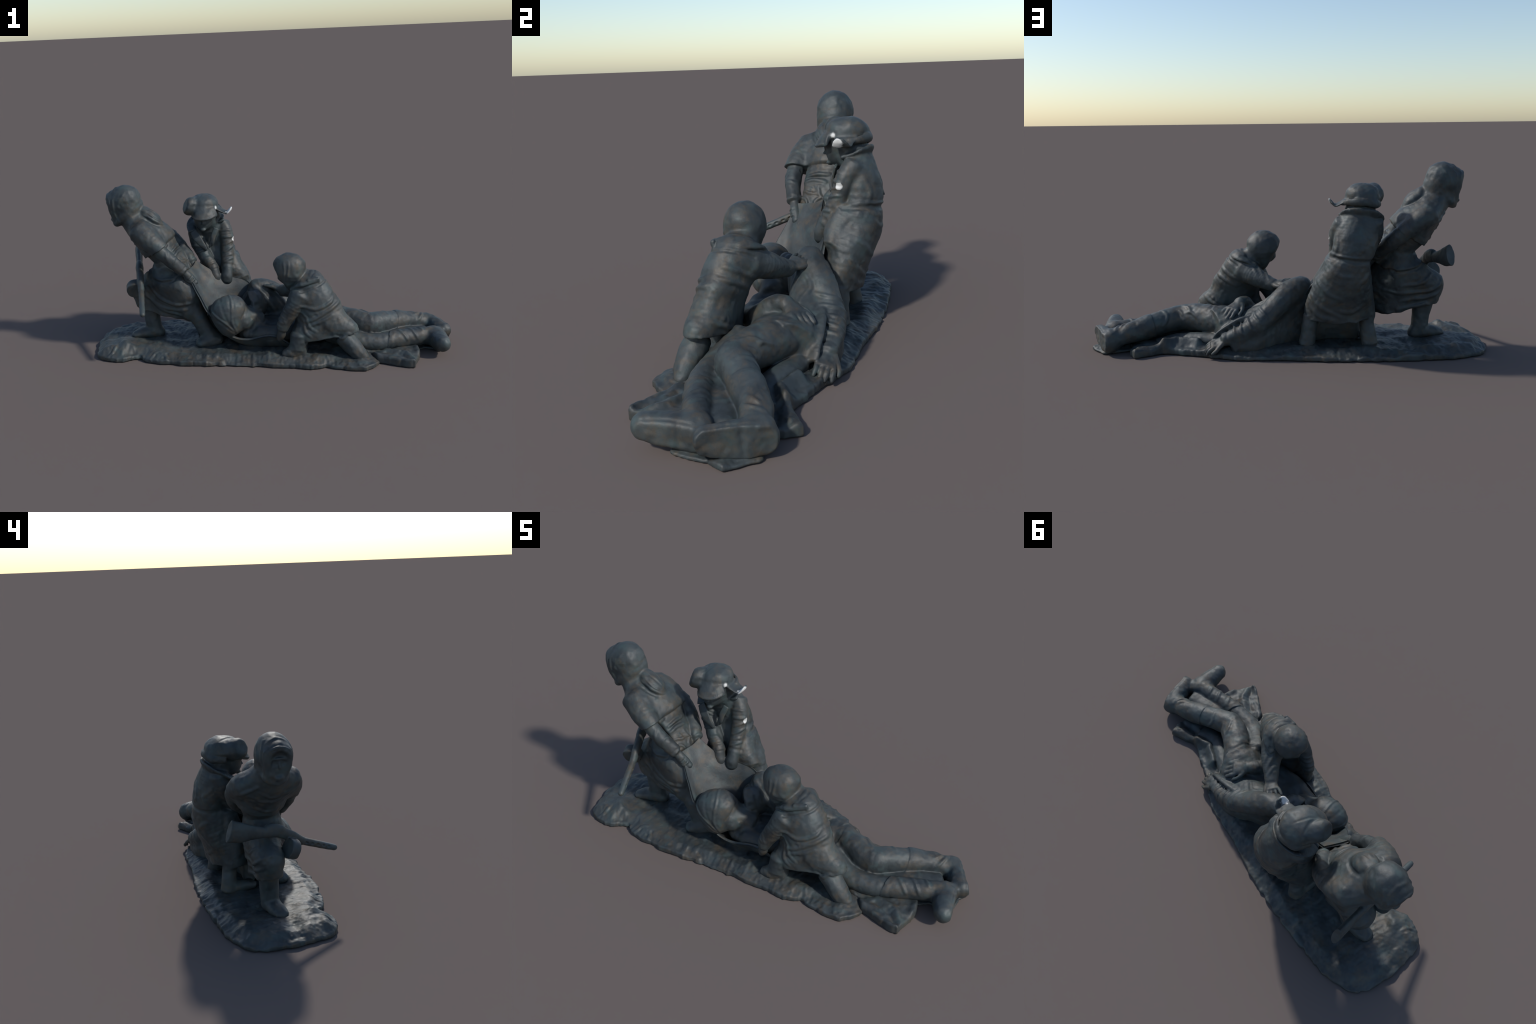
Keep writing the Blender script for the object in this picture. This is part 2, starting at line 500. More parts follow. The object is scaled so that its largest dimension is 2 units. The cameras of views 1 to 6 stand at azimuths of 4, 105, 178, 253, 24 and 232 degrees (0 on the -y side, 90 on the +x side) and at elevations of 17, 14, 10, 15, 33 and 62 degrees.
    for sd in (-1, 1):
        y0, y1 = (.010, -.012) if sd < 0 else (.140, .163)
        F.stroke([(-.875, y0, .900), (-.868, y1, .872), (-.86, y1, .845)], .007, .003, 'fold')
        F.stroke([(-.850, y0, .915), (-.850, y1, .870), (-.845, y1, .815), (-.835, y0, .76)], .007, .0035, 'groove')
        F.stroke([(-.815, y0, .925), (-.838, y1, .870), (-.838, y1, .80), (-.825, y0, .75)], .009, .003, 'fold')
        F.stroke([(-.790, y0, .925), (-.822, y1, .865), (-.822, y1, .80), (-.805, y0, .76)], .008, .0025, 'groove')
        F.stroke([(-.760, y0, .920), (-.80, y1, .855), (-.803, y1, .81)], .010, .0025, 'fold')
    F.stroke([(-.872, .125, .875), (-.882, .075, .895), (-.872, .025, .875)], .008, .004, 'fold')
    F.stroke([(-.84, .13, .915), (-.835, .075, .935), (-.84, .02, .915)], .012, .003, 'fold')
    F.stroke([(-.78, .15, .90), (-.745, .13, .90), (-.73, .10, .885), (-.72, .13, .85)], .012, .004, 'groove')
    F.stroke([(-.70, .13, .84), (-.71, .09, .855), (-.705, .05, .84), (-.72, .02, .82)], .012, .003, 'groove')
    # cape, hood and coat folds
    F.stroke([(-.69, .010, .765), (-.645, .006, .738), (-.60, .025, .712)], .007, .011)
    F.stroke([(-.655, .03, .785), (-.62, .03, .755), (-.59, .05, .73)], .006, .004, 'fold')
    F.stroke([(-.80, .16, .68), (-.76, .20, .66), (-.70, .24, .64)], .012, .004, 'fold')
    F.folds([[(-.79, .20, .61), (-.79, .10, .575), (-.76, -.02, .60)], [(-.80, .16, .645), (-.81, .08, .60), (-.77, -.04, .63)],
             [(-.76, .20, .56), (-.74, .10, .535), (-.72, .0, .55)]], .012, .004)
    F.folds([[(-.66, .18, .50), (-.64, .08, .485), (-.64, -.01, .50)], [(-.50, .16, .50), (-.56, .19, .49), (-.64, .18, .49)],
             [(-.56, -.03, .50), (-.62, -.03, .49), (-.66, .02, .49)]], .010, .005, 'groove')
    F.stroke([(-.69, .118, .765), (-.64, .128, .738), (-.59, .105, .708)], .007, .011)
    F.stroke([(-.685, .03, .785), (-.64, .022, .76), (-.595, .04, .725), (-.575, .07, .708)], .006, .004, 'ridge')
    F.stroke([(-.66, .055, .80), (-.63, .055, .78), (-.59, .065, .74)], .006, .006)
    # hem of the jacket
    F.stroke([(-.67, .01, .418), (-.60, -.035, .407), (-.50, -.03, .410), (-.46, .04, .42)], .006, .008, taper=False)
    F.stroke([(-.69, .08, .435), (-.64, .155, .412), (-.52, .175, .398), (-.44, .12, .398)], .006, .008, taper=False)
    F.stroke([(-.67, .01, .432), (-.60, -.035, .421), (-.50, -.03, .424), (-.46, .04, .434)], .009, .005, 'ridge')
    F.stroke([(-.69, .08, .449), (-.64, .155, .426), (-.52, .175, .412), (-.44, .12, .412)], .009, .005, 'ridge')
    # crumpled cloth on the lower back: shadow under the cape, rolled strap, pocket flap, hanging pleats
    F.stroke([(-.560, -.05, .592), (-.530, .0, .622), (-.505, .07, .640), (-.505, .13, .642)], .007, .008, taper=False)
    F.folds([[(-.515, -.015, .585), (-.485, .035, .605), (-.46, .10, .61)], [(-.505, -.025, .560), (-.475, .02, .585), (-.445, .08, .585)]], .011, .009)
    F.stroke([(-.48, -.025, .555), (-.45, .02, .56), (-.435, .03, .52)], .006, .007)
    F.folds([[(-.47, -.02, .535), (-.445, .01, .525), (-.43, .045, .535)], [(-.435, .05, .57), (-.425, .045, .52), (-.415, .03, .47)],
             [(-.455, -.015, .51), (-.44, .0, .48), (-.43, .005, .455)]], .010, .007)
    # skirt swags
    F.folds([[(-.78, .10, .36), (-.70, .17, .30), (-.58, .18, .285), (-.47, .14, .30)], [(-.77, .12, .31), (-.68, .17, .26), (-.56, .17, .245)],
             [(-.73, .15, .40), (-.66, .19, .34), (-.56, .19, .325)], [(-.74, .12, .25), (-.65, .16, .22), (-.55, .15, .205)]], .012, .006)
    F.folds([[(-.71, .03, .33), (-.64, -.01, .27), (-.55, -.05, .24), (-.45, -.08, .26)], [(-.68, .01, .38), (-.62, -.03, .31), (-.53, -.06, .28), (-.42, -.07, .30)],
             [(-.66, .01, .28), (-.58, -.02, .23), (-.48, -.06, .21)]], .013, .007)
    F.stroke([(-.735, .13, .228), (-.72, .155, .225), (-.66, .155, .215)], .006, .004)
    # sleeve wrinkles and cuffs
    F.folds([[(-.50, -.13, .53), (-.50, -.09, .56), (-.50, -.05, .545)], [(-.54, -.13, .56), (-.545, -.09, .60)]], .009, .003)
    for c in (((-.478, -.105, .475), (-.445, -.070, .505), (-.460, -.030, .490)), ((-.47, .13, .47), (-.43, .11, .51), (-.44, .07, .50))):
        F.stroke(c, .006, .005)
    for o in (0, .014, .028):
        F.stroke([(-.44 + o, -.075, .43 - o), (-.415 + o, -.045, .455 - o)], .005, .004)
    F.inset(.002)
    F.rough(.0019, .045, 11); F.rough(.0009, .018, 12)
    build_field(F, MATS, root)

def build_gun():
    """Submachine gun slung across the front, drum magazine below."""
    F = Field((-.85, -.30, .27), (-.62, .34, .58), .0032)
    butt, muz = V(-.776, .290, .508), V(-.662, -.270, .304)
    w = unit(muz - butt); A = frame(w, (0, 0, 1)); up, side = A[0], A[1]
    def pt(t, h=0.0):
        return butt + w * t + up * h
    st = lambda t, h, ra, rb: (*pt(t, h), ra, rb)
    F.add('gun_stock', cut(loft([st(-.03, -.004, .054, .021), st(.06, .000, .047, .020), st(.12, .008, .034, .018), st(.19, .020, .026, .018), st(.24, .030, .028, .019)], u=up),
                           -w, pt(.0), .003), .004)
    F.add('receiver', loft([st(.19, .030, .026, .018), st(.25, .034, .028, .020), st(.34, .020, .026, .019), st(.40, .006, .022, .017)], u=up), .01)
    F.add('barrel', loft([st(.38, .008, .019, .017), st(.48, .004, .018, .016), st(.58, .0, .016, .015), st(.603, .0, .013, .013)], u=up, cap=.5), .006)
    for i in range(5):
        F.carve(ellipsoid(pt(.42 + i * .034, .004) + side * .015, (.005, .005, .010), np.array([up, side, w])), .003)
        F.carve(ellipsoid(pt(.42 + i * .034, .004) - side * .015, (.005, .005, .010), np.array([up, side, w])), .003)
    F.add('receiver', ellipsoid(pt(.235, .050), (.018, .016, .05), np.array([up, side, w])), .012)
    c = V(-.748, -.012, .368)
    F.add('drum_magazine', cut(cut(loft([(*(c - w * .035), .048), (*(c + w * .035), .048)], u=up), w, c + w * .024, .006), -w, c - w * .024, .006), .008)
    F.stroke([pt(.0, .03) + side * .03, pt(.02, .03) + side * .02], .003, .0)
    F.rough(.0006, .02, 21)
    build_field(F, MATS, root)

# ------------------------------------------------------------------ second hauler in an ear-flap cap
def build_helper():
    F = Field((-.51, .0, .02), (-.02, .40, .89))
    def hem(X, Y, Z):
        return F32(.165) + F32(.10) * np.abs(X + F32(.25)) - Z
    F.add('leg#1', loft([(-.116, .195, .190, .042), (-.092, .205, .055, .041)]), .006)
    F.add('leg#2', loft([(-.384, .192, .190, .039), (-.405, .212, .055, .041)]), .006)
    F.add('boot#1', loft([(-.404, .215, .066, .036, .030), (-.402, .140, .068, .038, .032), (-.398, .085, .062, .032, .024)], u=(1, 0, 0), cap=1), .015)
    F.add('boot#2', loft([(-.092, .205, .066, .036, .030), (-.095, .130, .064, .036, .030)], u=(1, 0, 0), cap=1), .015)
    F.add('coat_lining', loft([(-.140, .095, .120, .048, .085), (-.240, .072, .115, .040, .085), (-.350, .085, .120, .040, .085)], u=(0, 1, 0)), .02)
    coat = loft([(-.352, .222, .720, .072, .058), (-.343, .240, .672, .086, .066), (-.332, .256, .600, .104, .079), (-.318, .265, .540, .106, .085),
                 (-.302, .260, .490, .100, .088), (-.284, .255, .410, .120, .096), (-.262, .218, .310, .152, .094), (-.250, .190, .215, .168, .094),
                 (-.250, .185, .150, .170, .094)], u=(1, 0, 0))
    F.add('coat', clip_by(coat, hem), .004)
    # coat fronts: over the tarpaulin, and towards the leader
    F.add('coat', loft([(-.220, .205, .480, .036, .045), (-.205, .170, .410, .052, .048), (-.190, .158, .358, .064, .040)], u=(1, 0, 0), cap=.4), .045)
    F.add('coat', clip_by(loft([(-.370, .190, .460, .035, .045), (-.375, .160, .340, .050, .055), (-.388, .155, .230, .048, .060), (-.388, .155, .140, .048, .056)], u=(1, 0, 0)), hem), .03)
    # arms reaching down in front
    F.add('arm#1', loft([(-.420, .232, .662, .045), (-.418, .214, .605, .046), (-.394, .182, .540, .043), (-.318, .110, .430, .034)]), .014)
    F.add('arm#2', loft([(-.262, .235, .662, .042), (-.243, .205, .612, .041), (-.240, .174, .520, .038), (-.241, .126, .430, .035)]), .014)
    F.add('hand#1', loft([(-.314, .106, .424, .030, .031), (-.310, .098, .392, .034, .032), (-.308, .096, .366, .033, .029)], u=(1, 0, 0), cap=.7), .004)
    F.add('hand#2', loft([(-.241, .120, .424, .031, .032), (-.244, .108, .392, .034, .032), (-.246, .104, .366, .033, .029)], u=(1, 0, 0), cap=.7), .004)
    # head bowed forward
    F.add('neck', loft([(-.352, .215, .700, .066), (-.366, .170, .760, .070)]), .02)
    F.add('head', ellipsoid((-.366, .155, .712), (.050, .050, .066)), .02)
    F.add('head', loft([(-.362, .108, .715, .007), (-.362, .101, .698, .009)]), .008)
    F.add('head', ellipsoid((-.364, .122, .660), (.018, .016, .012)), .012)
    for s in (-1, 1):
        F.stroke([(-.363 + s * .034, .09, .712), (-.363 + s * .014, .085, .710)], .009, .007)
    F.stroke([(-.380, .09, .678), (-.346, .09, .678)], .005, .004)
    # upright collar round the nape and lapels
    F.add('collar', loft([(-.268, .190, .690, .010, .020), (-.283, .262, .712, .012, .024), (-.345, .292, .716, .013, .024),
                          (-.418, .272, .700, .012, .024), (-.446, .215, .672, .011, .026), (-.432, .160, .645, .010, .026)], u=(0, .55, -.25)), .008)
    F.add('collar', loft([(-.425, .150, .645, .026, .010), (-.388, .128, .590, .024, .009), (-.355, .130, .540, .010, .008)], u=(1, 0, .5)), .008)
    F.add('collar', loft([(-.296, .160, .655, .018, .009), (-.315, .146, .605, .018, .009), (-.336, .146, .545, .010, .008)], u=(1, 0, -.5)), .010)
    # round cap with a peak in front, one ear flap folded up, the other flaring out
    F.add('cap', blend([ellipsoid((-.362, .196, .798), (.082, .090, .050)), ellipsoid((-.366, .192, .774), (.087, .096, .032))], .02), .005)
    F.add('cap', loft([(-.292, .128, .758, .026, .011), (-.318, .098, .752, .030, .012), (-.355, .086, .750, .032, .012), (-.392, .094, .750, .030, .012), (-.414, .120, .754, .026, .011)], u=(0, -.55, -.83)), .012)
    F.add('ear_flap#1', cut(ellipsoid((-.429, .150, .788), (.046, .064, .056), frame((.35, 0, 1), (1, -.3, 0))), (-.82, -.40, .40), (-.456, .115, .802), .008), .014)
    F.add('ear_flap#2', loft([(-.300, .205, .772, .046, .014), (-.262, .197, .752, .044, .011), (-.234, .192, .740, .040, .010), (-.216, .190, .754, .034, .010), (-.206, .192, .770, .020, .008)], u=(0, 1, 0)), .008)
    F.add('cap', loft([(-.266, .215, .754, .016, .011), (-.291, .263, .760, .019, .012), (-.355, .290, .762, .020, .013), (-.421, .263, .750, .019, .012), (-.446, .205, .744, .016, .011)], u=(0, 0, 1)), .010)
    F.stroke([(-.395, .10, .835), (-.378, .16, .862), (-.36, .23, .855)], .005, .004)
    F.stroke([(-.425, .11, .80), (-.36, .095, .805), (-.30, .12, .80)], .008, .003)
    F.stroke([(-.415, .10, .742), (-.395, .075, .732), (-.355, .066, .730), (-.318, .078, .733), (-.295, .11, .742)], .006, .005, 'ridge', taper=False)
    F.stroke([(-.40, .12, .84), (-.395, .17, .84), (-.41, .22, .82)], .006, .005)
    # belt, back seam and coat folds
    F.stroke([(-.19, .20, .500), (-.21, .30, .500), (-.30, .36, .490), (-.39, .32, .478), (-.42, .24, .474)], .008, .009, taper=False)
    F.stroke([(-.20, .24, .520), (-.27, .35, .508), (-.36, .345, .498)], .010, .004, 'fold')
    F.inset(.002)
    F.folds([[(-.10, .25, .32), (-.15, .29, .25), (-.25, .30, .205)], [(-.09, .24, .26), (-.15, .28, .20), (-.23, .28, .185)],
             [(-.13, .28, .39), (-.17, .32, .33), (-.25, .33, .29)], [(-.38, .30, .25), (-.30, .31, .22), (-.22, .30, .24)],
             [(-.20, .33, .45), (-.24, .36, .42), (-.31, .36, .41)], [(-.40, .31, .42), (-.34, .34, .37), (-.36, .32, .31)]], .015, .005)
    F.folds([[(-.44, .28, .60), (-.41, .32, .56), (-.42, .30, .51)], [(-.22, .29, .62), (-.215, .32, .56), (-.21, .30, .51)],
             [(-.34, .33, .62), (-.36, .345, .57), (-.35, .345, .53)]], .014, .004)
    # bunched sleeves, cuffs
    sl = [(-.262, .235, .662, .042), (-.243, .205, .612, .041), (-.240, .174, .520, .038), (-.241, .126, .430, .035)]
    sr = [(-.420, .232, .662, .045), (-.418, .214, .605, .046), (-.394, .182, .540, .043), (-.318, .110, .430, .034)]
    limb_rings(F, sl, (.30, .42, .54, .66, .78, .88), (.35, -1, 0), 2.6, .009, .0055, .55, 5)
    limb_rings(F, sr, (.38, .52, .64, .76, .88), (-.1, -1, .1), 2.4, .009, .005, -.5, 6)
    limb_rings(F, sl, (.95,), (.2, -1, 0), 4.5, .006, .007, 0, 7, 'groove')
    limb_rings(F, sr, (.95,), (-.2, -1, 0), 4.5, .006, .007, 0, 8, 'groove')
    F.stroke([(-.33, .14, .60), (-.325, .14, .52), (-.29, .15, .42)], .010, .008)
    F.rough(.0019, .045, 31); F.rough(.0009, .018, 32)
    build_field(F, MATS_HELPER, root)
MATS_HELPER = dict(MATS)
MATS_HELPER[''] = MATS_HELPER['']
BRONZE_GLINT = patina('bronze_patina_with_baked_glints', painted_glints=(((-.205, .172, .748), .030), ((-.290, .150, .778), .010), ((-.205, .185, .585), .014)))  # overexposed highlights on flap, cap and sleeve, coloured in near-white
for k_ in ('ear_flap', 'arm', 'cap', 'coat'):
    MATS_HELPER[k_] = BRONZE_GLINT

# ------------------------------------------------------------------ wounded man lying on the tarpaulin
def build_wounded():
    F = Field((-.37, -.28, .0), (1.02, .30, .44))
    # legs (trousers), boots from mid shin, feet fallen outward with the soles to +x
    leg_l = [(.34, .062, .140, .078, .078), (.45, .000, .142, .074, .077), (.545, -.034, .135, .070, .070), (.61, -.004, .130, .062, .065), (.70, .050, .116, .056, .060),
             (.79, .098, .096, .051), (.880, .125, .076, .047)]
    leg_r = [(.34, -.065, .115, .078, .070), (.46, -.125, .080, .058, .052), (.58, -.135, .072, .052, .048), (.70, -.105, .074, .048, .048),
             (.80, -.075, .074, .046), (.890, -.050, .070, .044)]
    F.add('leg#1', loft(leg_l), .02)
    F.add('leg#2', loft(leg_r), .02)
    bl = swell(loft(leg_l[3:]), .004); br = swell(loft(leg_r[2:]), .005)
    F.add('boot#1', cut(bl, (-1, -.35, .2), (.69, .03, .12), .003), .003)
    F.add('boot#2', cut(br, (-1, .15, .1), (.64, -.12, .08), .003), .003)
    foot_l = loft([(.885, .150, .064, .058, .055), (.930, .080, .066, .056, .055), (.966, .004, .072, .046, .046)], u=(0, 0, 1), cap=.8)
    F.add('foot#1', cut(foot_l, (.913, .408, 0), (.999, -.013, .07), .004), .018)
    foot_r = loft([(.905, -.035, .060, .056, .060), (.912, -.110, .068, .054, .056), (.922, -.190, .078, .046, .044)], u=(0, 0, 1), cap=.9)
    F.add('foot#2', cut(foot_r, (1, .046, 0), (.962, -.22, .07), .004), .018)
    # cloth bunched under and between the legs
    F.add('tarpaulin_fold', loft([(.38, -.040, .070, .080, .050), (.50, -.085, .062, .060, .040), (.62, -.075, .060, .055, .040), (.74, -.025, .062, .060, .042), (.86, .020, .055, .060, .040)]), .012)
    F.add('tarpaulin_fold', loft([(.36, .125, .056, .048, .042), (.45, .090, .053, .048, .037), (.56, .058, .047, .046, .031), (.66, .085, .038, .045, .022)]), .012)
    # trunk: low hollow chest, left shoulder propped up
    F.add('torso', loft([(-.150, -.050, .125, .085, .060), (-.050, -.030, .112, .125, .070), (.060, -.010, .112, .128, .072),
                         (.160, .025, .125, .122, .072), (.250, .050, .134, .120, .070), (.330, .048, .138, .110, .076)]), .02)
    F.add('jacket', loft([(-.110, .060, .240, .070, .075), (-.020, .085, .235, .070, .080), (.080, .110, .190, .072, .075), (.180, .120, .150, .072, .065)], cap=.8), .03)
    # cloth falling from the propped arm to the ground
    F.add('tarpaulin_fold', loft([(-.130, .080, .150, .150, .038), (-.040, .098, .140, .145, .042), (.060, .138, .110, .120, .048), (.150, .205, .080, .090, .050), (.260, .225, .055, .058, .042)], u=(0, 0, 1)), .015)
    # jacket tails spread over the hip
    F.add('jacket_tail', clip_by(swell(loft([(.15, .06, .135, .122, .068), (.28, .070, .136, .120, .072), (.37, .062, .138, .102, .079)]), .004),
          lambda X, Y, Z: X - F32(.392) + F32(.6) * np.abs(Y - F32(.09))), .004)
    F.add('jacket_tail', loft([(.17, .172, .185, .030, .018), (.25, .186, .160, .034, .018), (.33, .182, .108, .038, .016), (.36, .178, .076, .032, .014)], u=(0, .5, .5)), .022)
    # left arm down to the ground
    F.add('arm#1', loft([(-.080, .082, .318, .058), (-.030, .105, .302, .062), (.050, .160, .245, .060), (.140, .212, .165, .052),
                         (.220, .230, .122, .043), (.312, .230, .090, .034)]), .022)
    add_hand(F, 'hand#1', (.312, .230, .088), (.430, .228, .036), (.1, .35, 1), 1.1, .35, thumb=-1, spread=.3)
    # right arm folded over the belly
    F.add('arm#2', loft([(-.060, -.110, .125, .050), (.060, -.110, .120, .048), (.165, -.075, .145, .045), (.205, -.020, .190, .042), (.216, .028, .224, .038), (.238, .072, .234, .032)]), .02)
    add_hand(F, 'hand#2', (.237, .068, .234), (.318, .168, .190), (.2, .3, 1), 1.2, .2, thumb=-1, spread=.3)
    # neck, collar, head turned to the side
    F.add('collar', ellipsoid((-.078, .008, .262), (.052, .058, .082), frame((-.35, -.35, 1), (1, -.6, 0))), .02)
    F.carve(ellipsoid((-.150, -.030, .275), (.044, .050, .062)), .005)
    F.add('neck', loft([(-.075, -.050, .175, .064), (-.165, -.085, .220, .066)]), .02)
    F.stroke([(-.165, .045, .33), (-.130, -.010, .340), (-.10, -.035, .305), (-.085, -.045, .255), (-.08, -.05, .20)], .009, .009, 'ridge')
    F.stroke([(-.135, .055, .35), (-.100, .010, .345), (-.068, -.015, .30), (-.05, -.02, .24)], .008, .008)
    F.stroke([(-.09, .06, .375), (-.05, .03, .345), (-.02, .02, .29)], .010, .006)
    F.add('bandage', blend([ellipsoid((-.236, -.112, .250), (.092, .084, .090)), ellipsoid((-.200, -.098, .258), (.084, .076, .084)), ellipsoid((-.215, -.132, .190), (.074, .056, .072))], .03), .012)
    F.add('head', ellipsoid((-.150, -.100, .205), (.062, .064, .066)), .015)
    F.add('head', loft([(-.125, -.118, .240, .008), (-.100, -.126, .208, .012)]), .01)
    F.add('head', ellipsoid((-.098, -.095, .168), (.022, .028, .018)), .012)
    end = (-.170, -.175, .145)
    for i, (x0, z0) in enumerate(((-.318, .255), (-.300, .285), (-.272, .312), (-.240, .325))):
        F.stroke([(x0 + .01, -.055, z0), (x0 - .004 + .012 * i, -.13, z0 - .015), (-.262 + .02 * i, -.180, .225), end], .009, .0035, 'fold' if i % 2 else 'groove')
    F.stroke([(-.155, -.03, .30), (-.145, -.12, .272), (-.155, -.165, .21), (-.165, -.17, .15)], .006, .005)
    # trouser and sleeve folds
    F.folds([[(.50, .06, .19), (.515, .02, .222), (.54, -.03, .205)], [(.54, .06, .17), (.56, .02, .205)],
             [(.46, .09, .16), (.50, .06, .195), (.53, .05, .19)], [(.62, .09, .12), (.61, .05, .165), (.64, .01, .17)],
             [(.84, .13, .12), (.81, .08, .145)], [(.86, .14, .11), (.85, .10, .125), (.83, .06, .11)]], .012, .005)
    F.folds([[(.74, -.06, .12), (.77, -.1, .12), (.80, -.13, .08)], [(.80, -.05, .115), (.83, -.09, .11)],
             [(.68, -.09, .12), (.72, -.13, .11), (.75, -.15, .07)]], .011, .0045)
    F.folds([[(.10, .25, .20), (.135, .20, .235), (.12, .15, .24)], [(.13, .26, .17), (.165, .22, .21), (.155, .17, .20)], [(.17, .27, .14), (.195, .235, .18), (.185, .19, .17)],
             [(.22, .27, .12), (.235, .24, .165), (.22, .2, .155)], [(.255, .265, .11), (.265, .235, .145), (.255, .205, .13)]], .010, .005)
    # welts, heels and arches of the soles
    F.stroke([(.95, .11, .02), (.945, .105, .07), (.945, .10, .12)], .008, .006)
    F.stroke([(.955, -.085, .02), (.955, -.08, .06), (.955, -.08, .115)], .008, .006)
    F.stroke([(.985, -.03, .10), (.955, .06, .118), (.92, .15, .118)], .005, .0035)
    F.stroke([(.945, -.21, .10), (.945, -.12, .115), (.945, -.03, .11)], .005, .0035)
    F.stroke([(.30, .265, .09), (.302, .235, .132), (.298, .2, .11)], .005, .005, taper=False)
    F.stroke([(.37, .16, .12), (.385, .10, .21), (.375, .0, .225), (.36, -.08, .19)], .006, .004)
    F.folds([[(-.06, .02, .30), (-.01, .03, .25), (.03, .02, .19)], [(-.04, .06, .34), (.04, .07, .27), (.10, .05, .21)], [(.03, .10, .27), (.10, .12, .23), (.17, .10, .22)]], .013, .006)
    F.inset(.002)
    F.clip(lambda X, Y, Z: -Z + F32(.004) + 0 * X + 0 * Y)
    F.rough(.0019, .045, 41); F.rough(.0009, .018, 42)
    build_field(F, MATS, root)

# ------------------------------------------------------------------ kneeling nurse
def build_nurse():
    F = Field((-.06, -.37, .0), (.57, .14, .63))
    def hem(X, Y, Z):
        return F32(.116) + F32(.16) * np.maximum(X - F32(.13), 0) - Z
    F.add('leg#1', loft([(.160, -.215, .150, .050), (.150, -.222, .085, .046)]), .01)
    F.add('boot#1', loft([(.165, -.215, .062, .036, .034), (.120, -.225, .060, .038, .036), (.085, -.228, .052, .032, .026)], cap=1), .015)
    F.add('leg#2', loft([(.395, -.215, .140, .050), (.440, -.230, .090, .048), (.475, -.240, .050, .041)]), .01)
    F.add('boot#2', loft([(.470, -.240, .052, .040, .034), (.500, -.246, .036, .030, .024)], cap=1), .015)
    coat = loft([(.206, -.108, .425, .050, .048), (.212, -.122, .392, .088, .098), (.240, -.145, .335, .092, .114), (.268, -.168, .260, .084, .130),
                 (.280, -.175, .180, .082, .144), (.285, -.176, .090, .080, .165)])
    body = blend([coat, loft([(.320, -.180, .210, .078, .080), (.400, -.200, .185, .060, .062), (.430, -.205, .160, .052, .050)]), ellipsoid((.200, -.194, .150), (.082, .064, .076))], .03)
    F.add('coat', clip_by(body, hem), .004)
    # arms
    F.add('arm#1', loft([(.208, -.070, .378, .062), (.155, -.022, .350, .050), (.108, .012, .330, .040), (.068, .036, .320, .033)]), .022)
    add_hand(F, 'hand#1', (.066, .038, .322), (-.028, .085, .352), (0, .2, 1), .95, .2, thumb=1)
    F.add('arm#2', loft([(.165, -.188, .365, .056), (.122, -.205, .290, .044), (.086, -.203, .230, .037), (.070, -.200, .190, .033)]), .018)
    F.add('hand#2', loft([(.068, -.200, .190, .024), (.062, -.196, .155, .026), (.054, -.190, .130, .021)], cap=1), .006)
    # neck, collar and head in a smooth hood
    F.add('neck', loft([(.190, -.110, .425, .056), (.145, -.105, .465, .062)]), .015)
    F.add('collar', loft([(.125, -.168, .395, .012, .020), (.180, -.188, .430, .014, .028), (.238, -.168, .455, .016, .036), (.255, -.112, .463, .017, .038),
                          (.226, -.052, .446, .015, .032), (.160, -.034, .410, .012, .022)], u=(.5, 0, 1), n=14), .004)
    F.add('collar', block((.238, -.188, .440), (.034, .010, .024), frame((0, -.35, 1), (1, .45, -.35)), .008), .008)
    hood = blend([ellipsoid((.115, -.112, .496), (.091, .080, .085)), loft([(.112, -.112, .470, .072, .076), (.105, -.112, .402, .046, .050)])], .025)
    F.add('hood', cut(hood, (-.84, 0, -.54), (.026, -.112, .50), .020), .006)
    F.carve(ellipsoid((.048, -.112, .440), (.022, .036, .052), frame((-.54, 0, .84), (.84, 0, .54))), .01)
    F.add('head', ellipsoid((.090, -.112, .455), (.040, .036, .046)), .004)
    F.add('head', loft([(.062, -.112, .455, .006), (.058, -.112, .438, .008)]), .008)
    F.folds([[(.085, -.17, .55), (.09, -.18, .50), (.088, -.16, .44)], [(.112, -.175, .55), (.11, -.18, .50), (.095, -.16, .43)]], .008, .003)
    F.inset(.001)
    # collar point, back and sleeve folds
    F.stroke([(.17, -.22, .395), (.23, -.215, .415), (.28, -.18, .425), (.295, -.11, .43), (.265, -.03, .41)], .006, .007, taper=False)
    F.stroke([(.22, -.19, .475), (.25, -.14, .492), (.24, -.08, .488)], .006, .005)
    F.stroke([(.255, -.19, .47), (.27, -.17, .445)], .005, .005)
    F.folds([[(.36, -.20, .37), (.33, -.25, .345), (.25, -.28, .315), (.16, -.27, .315)], [(.38, -.17, .335), (.34, -.27, .315), (.26, -.295, .285)],
             [(.35, -.13, .40), (.31, -.08, .365), (.25, -.035, .325)], [(.37, -.14, .36), (.33, -.085, .33), (.26, -.055, .29)],
             [(.33, -.24, .27), (.25, -.30, .24), (.18, -.30, .22)], [(.30, -.27, .29), (.22, -.30, .255), (.16, -.28, .25)]], .012, .006)
    F.folds([[(.17, -.27, .28), (.20, -.31, .23), (.25, -.32, .19)], [(.16, -.29, .25), (.18, -.31, .2), (.22, -.32, .16)]], .010, .005)
    F.folds([[(.44, -.19, .19), (.40, -.28, .165), (.32, -.31, .135)], [(.43, -.16, .22), (.39, -.11, .19), (.33, -.09, .16)]], .011, .006)
    F.folds([[(.12, .03, .375), (.135, -.02, .41), (.15, -.07, .41)], [(.09, .05, .35), (.10, .0, .375), (.10, -.03, .35)], [(.15, .04, .38), (.17, .0, .41)]], .010, .004)
    for z in (.30, .27, .24, .215):
        F.stroke([(.06 + .2 * (z - .2), -.24, z - .01), (.05 + .25 * (z - .2), -.20, z), (.07 + .25 * (z - .2), -.165, z + .01)], .008, .0035, 'fold')
    F.clip(lambda X, Y, Z: -Z + F32(.004) + 0 * X + 0 * Y)
